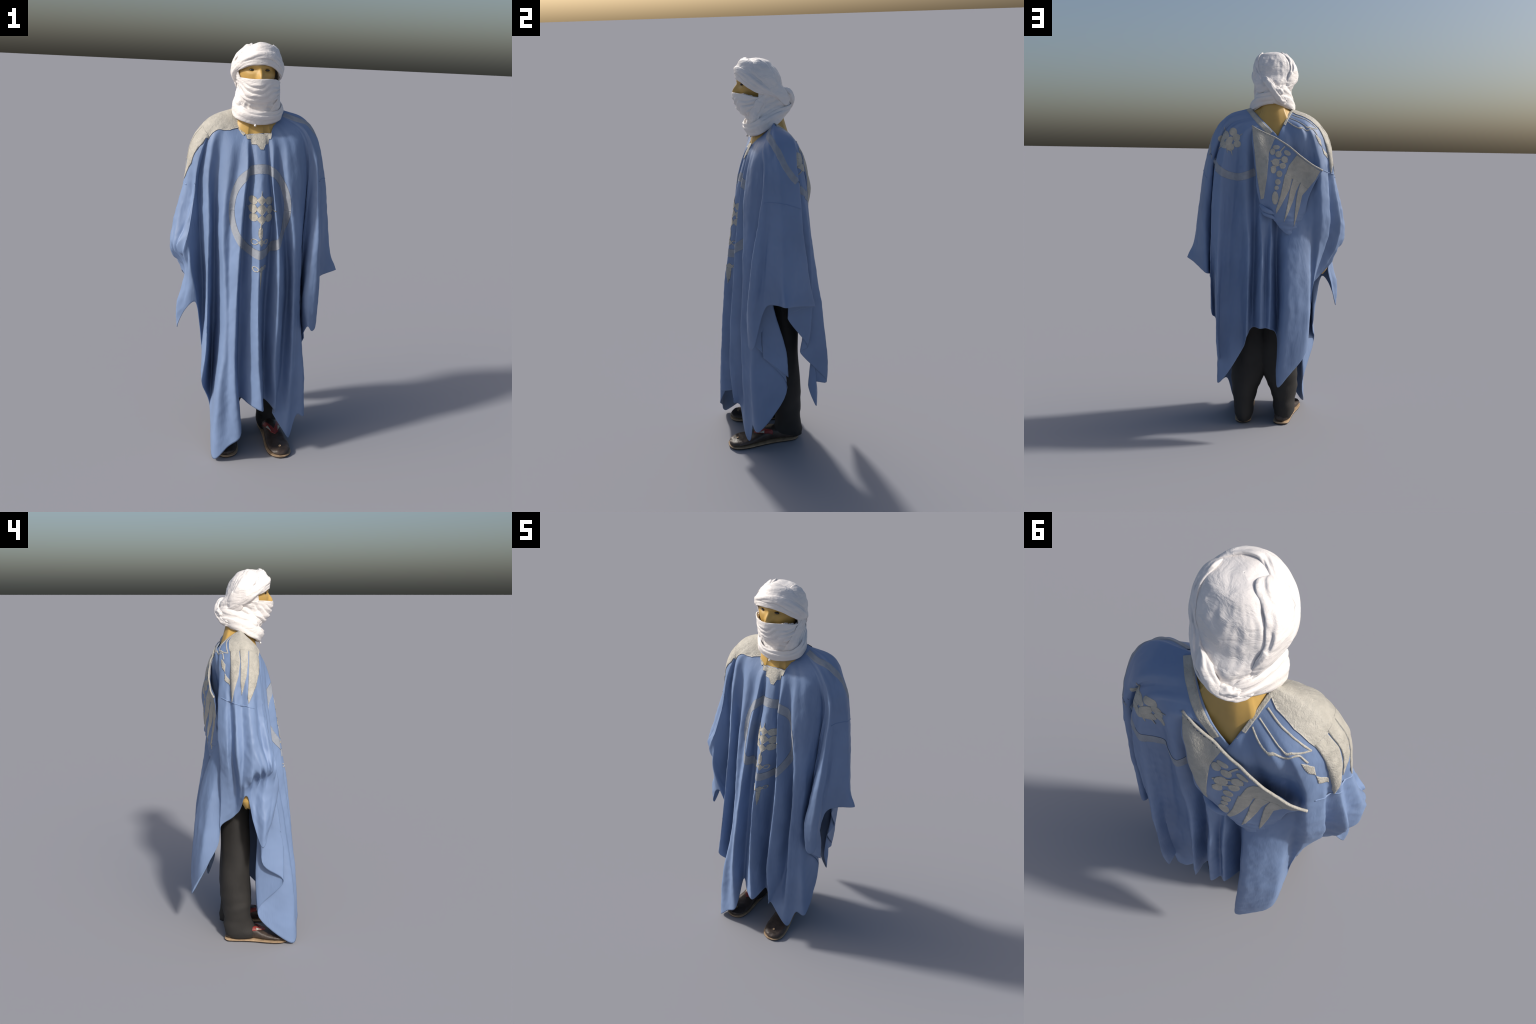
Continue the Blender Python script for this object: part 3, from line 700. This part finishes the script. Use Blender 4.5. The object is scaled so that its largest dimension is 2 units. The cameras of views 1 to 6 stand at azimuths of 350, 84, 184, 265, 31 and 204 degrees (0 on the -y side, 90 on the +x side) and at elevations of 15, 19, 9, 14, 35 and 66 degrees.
Vh, Fh, _ = solid_sheet(HGo, .005, True, keep=lambda i, j: not in_window(HTo[i], HZo[i, j]))
turban = make("turban", Vh, Fh, M_WHITE); drop_loose(turban)
def wrap(name, way, width, thick, out=0.0, closed=False, seed=0.0, pleats=5, taper=True):
    """a band of rolled muslin following waypoints (degrees round the head, z [, extra outwards])"""
    m = 130; n = 36
    if closed:
        way = list(way) + [(way[0][0] + 360,) + tuple(way[0][1:])]
    W = np.array([(math.radians(w[0]), w[1], w[2] if len(w) > 2 else 0) for w in way])
    S = catmull(W, m)
    if closed:
        S = catmull(W, m + 1)[:-1]
    P = []; O = []
    for th, z, ex in S:
        p = hood_point(th, min(z, 1.992))
        e = 1e-3
        du = hood_point(th + e, z) - hood_point(th - e, z)
        dz = hood_point(th, min(z + e, 1.994)) - hood_point(th, z - e)
        nn = np.cross(du, dz); nn /= np.linalg.norm(nn)
        if nn @ (p - np.array([HX, HY, 1.84])) < 0: nn = -nn
        P.append(p + nn * (out + ex)); O.append(nn)
    P = np.array(P); O = np.array(O)
    T = (np.roll(P, -1, 0) - np.roll(P, 1, 0)) if closed else np.gradient(P, axis=0)
    T /= np.linalg.norm(T, axis=1, keepdims=True)
    Vv = []
    for i in range(m):
        b = np.cross(T[i], O[i]); b /= np.linalg.norm(b)
        f = 1.0
        if taper and not closed:
            f = smooth(-.03, .22, i / m) * smooth(1.03, .78, (i + 1) / m)
        for k in range(n):
            a = 2 * math.pi * k / n
            r = 1 + (.30 if name == 'neck_wrap' else .18) * (pleat(pleats * a / 6.283 + seed + .5 * nz((i * .03, seed, 0), 1.0)) - .5) + .20 * nz((math.cos(a) * 1.6, math.sin(a) * 1.6, i * .05), 1.3, seed) + .10 * nz((math.cos(a) * 4, math.sin(a) * 4, i * .06), 1.3, seed + 3)
            Vv.append(P[i] + (b * math.cos(a) * width * .5 + O[i] * math.sin(a) * thick * .5) * r * f)
    Fv = grid_faces(m, n, closed, True)
    if not closed:
        Fv += [tuple(range(n)), tuple((m - 1) * n + k for k in range(n))]
    ob = make(name, Vv, Fv, M_WHITE, turban); fix_normals(ob); return ob

wrap("turban_wrap", [(-80,1.862),(-45,1.903),(-10,1.921),(25,1.918),(55,1.892),(80,1.862),(110,1.83)], .032, .016, .002, seed=1)
wrap("turban_wrap", [(-150,1.79),(-115,1.825),(-80,1.88),(-40,1.93),(-5,1.949),(30,1.945),(60,1.915),(85,1.878),(110,1.845),(140,1.815)], .048, .030, .000, seed=2)
wrap("turban_wrap", [(-145,1.80),(-110,1.86),(-80,1.925),(-50,1.962),(-15,1.980),(20,1.980),(55,1.962),(85,1.915),(110,1.87),(150,1.81)], .060, .028, -.005, seed=13)
wrap("turban_wrap", [(-132,1.78),(-118,1.83),(-108,1.88),(-98,1.925),(-82,1.962),(-50,1.985)], .085, .032, -.005, seed=4)
wrap("turban_wrap", [(50,1.985),(85,1.962),(108,1.91),(124,1.86),(145,1.81),(165,1.79)], .068, .028, -.005, seed=5)
wrap("neck_wrap", [(-180,1.757),(-140,1.745),(-100,1.722),(-60,1.692),(-20,1.672),(20,1.668),(60,1.682),(100,1.712),(140,1.742)], .060, .022, .0, closed=True, seed=6)
wrap("neck_wrap", [(95,1.845),(84,1.80),(70,1.76),(52,1.725),(30,1.70)], .050, .016, .001, seed=7)
wrap("neck_wrap", [(-170,1.80),(-130,1.785),(-95,1.76),(-65,1.73),(-40,1.705)], .050, .018, .0, seed=9)
wrap("turban_knot", [(168,1.80),(182,1.795),(200,1.785),(215,1.775)], .040, .030, .002, seed=11)
wrap("turban_knot", [(172,1.775),(190,1.765),(210,1.750),(228,1.742)], .030, .026, .002, seed=12)
wrap("turban_knot", [(150,1.865),(165,1.835),(178,1.80),(190,1.77),(206,1.742),(222,1.725)], .040, .034, .004, seed=8)

# veil drawn over nose and mouth
vt = np.radians(np.linspace(-78, 84, 130)); vz = np.linspace(0, 1, 80)
VG = np.zeros((130, 80, 3))
for i, th in enumerate(vt):
    top = 1.846 - .018 * smooth(math.radians(40), math.radians(84), th) + .0015 * math.sin(th * 5)
    bot = 1.725 + .030 * abs(th) ** 1.5
    for j, q in enumerate(vz):
        z = bot + (top - bot) * q
        p = hood_point(th, z)
        e = p - np.array([HX, HY, z]); e /= np.linalg.norm(e)
        sag = z - .026 * abs(th - .1) ** 1.7
        amp = smooth(1.836, 1.80, z)
        w = .0095 * (pleat(sag * 33 + 1.3 * nz((th * 1.4, z * 10, 0), 1.0, 2)) - .5) * amp * (.5 + abs(nz((th * 1.5, sag * 14, 0), 1.2, 8)))
        w += .003 * nz((th * 2, z * 30, 1), 1.0, 4) * amp
        nose = .003 * math.exp(-((p[0] + .034) / .020) ** 2) * smooth(1.79, 1.84, z)
        tuck = -.012 * (smooth(math.radians(66), math.radians(84), th) + smooth(math.radians(-62), math.radians(-78), th)) - .010 * smooth(.12, 0, q)
        VG[i, j] = p + e * (.006 + w + nose + tuck)
VG = outward(VG, (0, -1, 0))
make("veil", *solid_sheet(VG, .005)[:2], M_WHITE)
tube("veil_tassel", [(-.041,-.068,1.652),(-.043,-.075,1.642),(-.046,-.079,1.632)], [.003,.004,.0055], M_WHITE, turban, n=10, m=10)
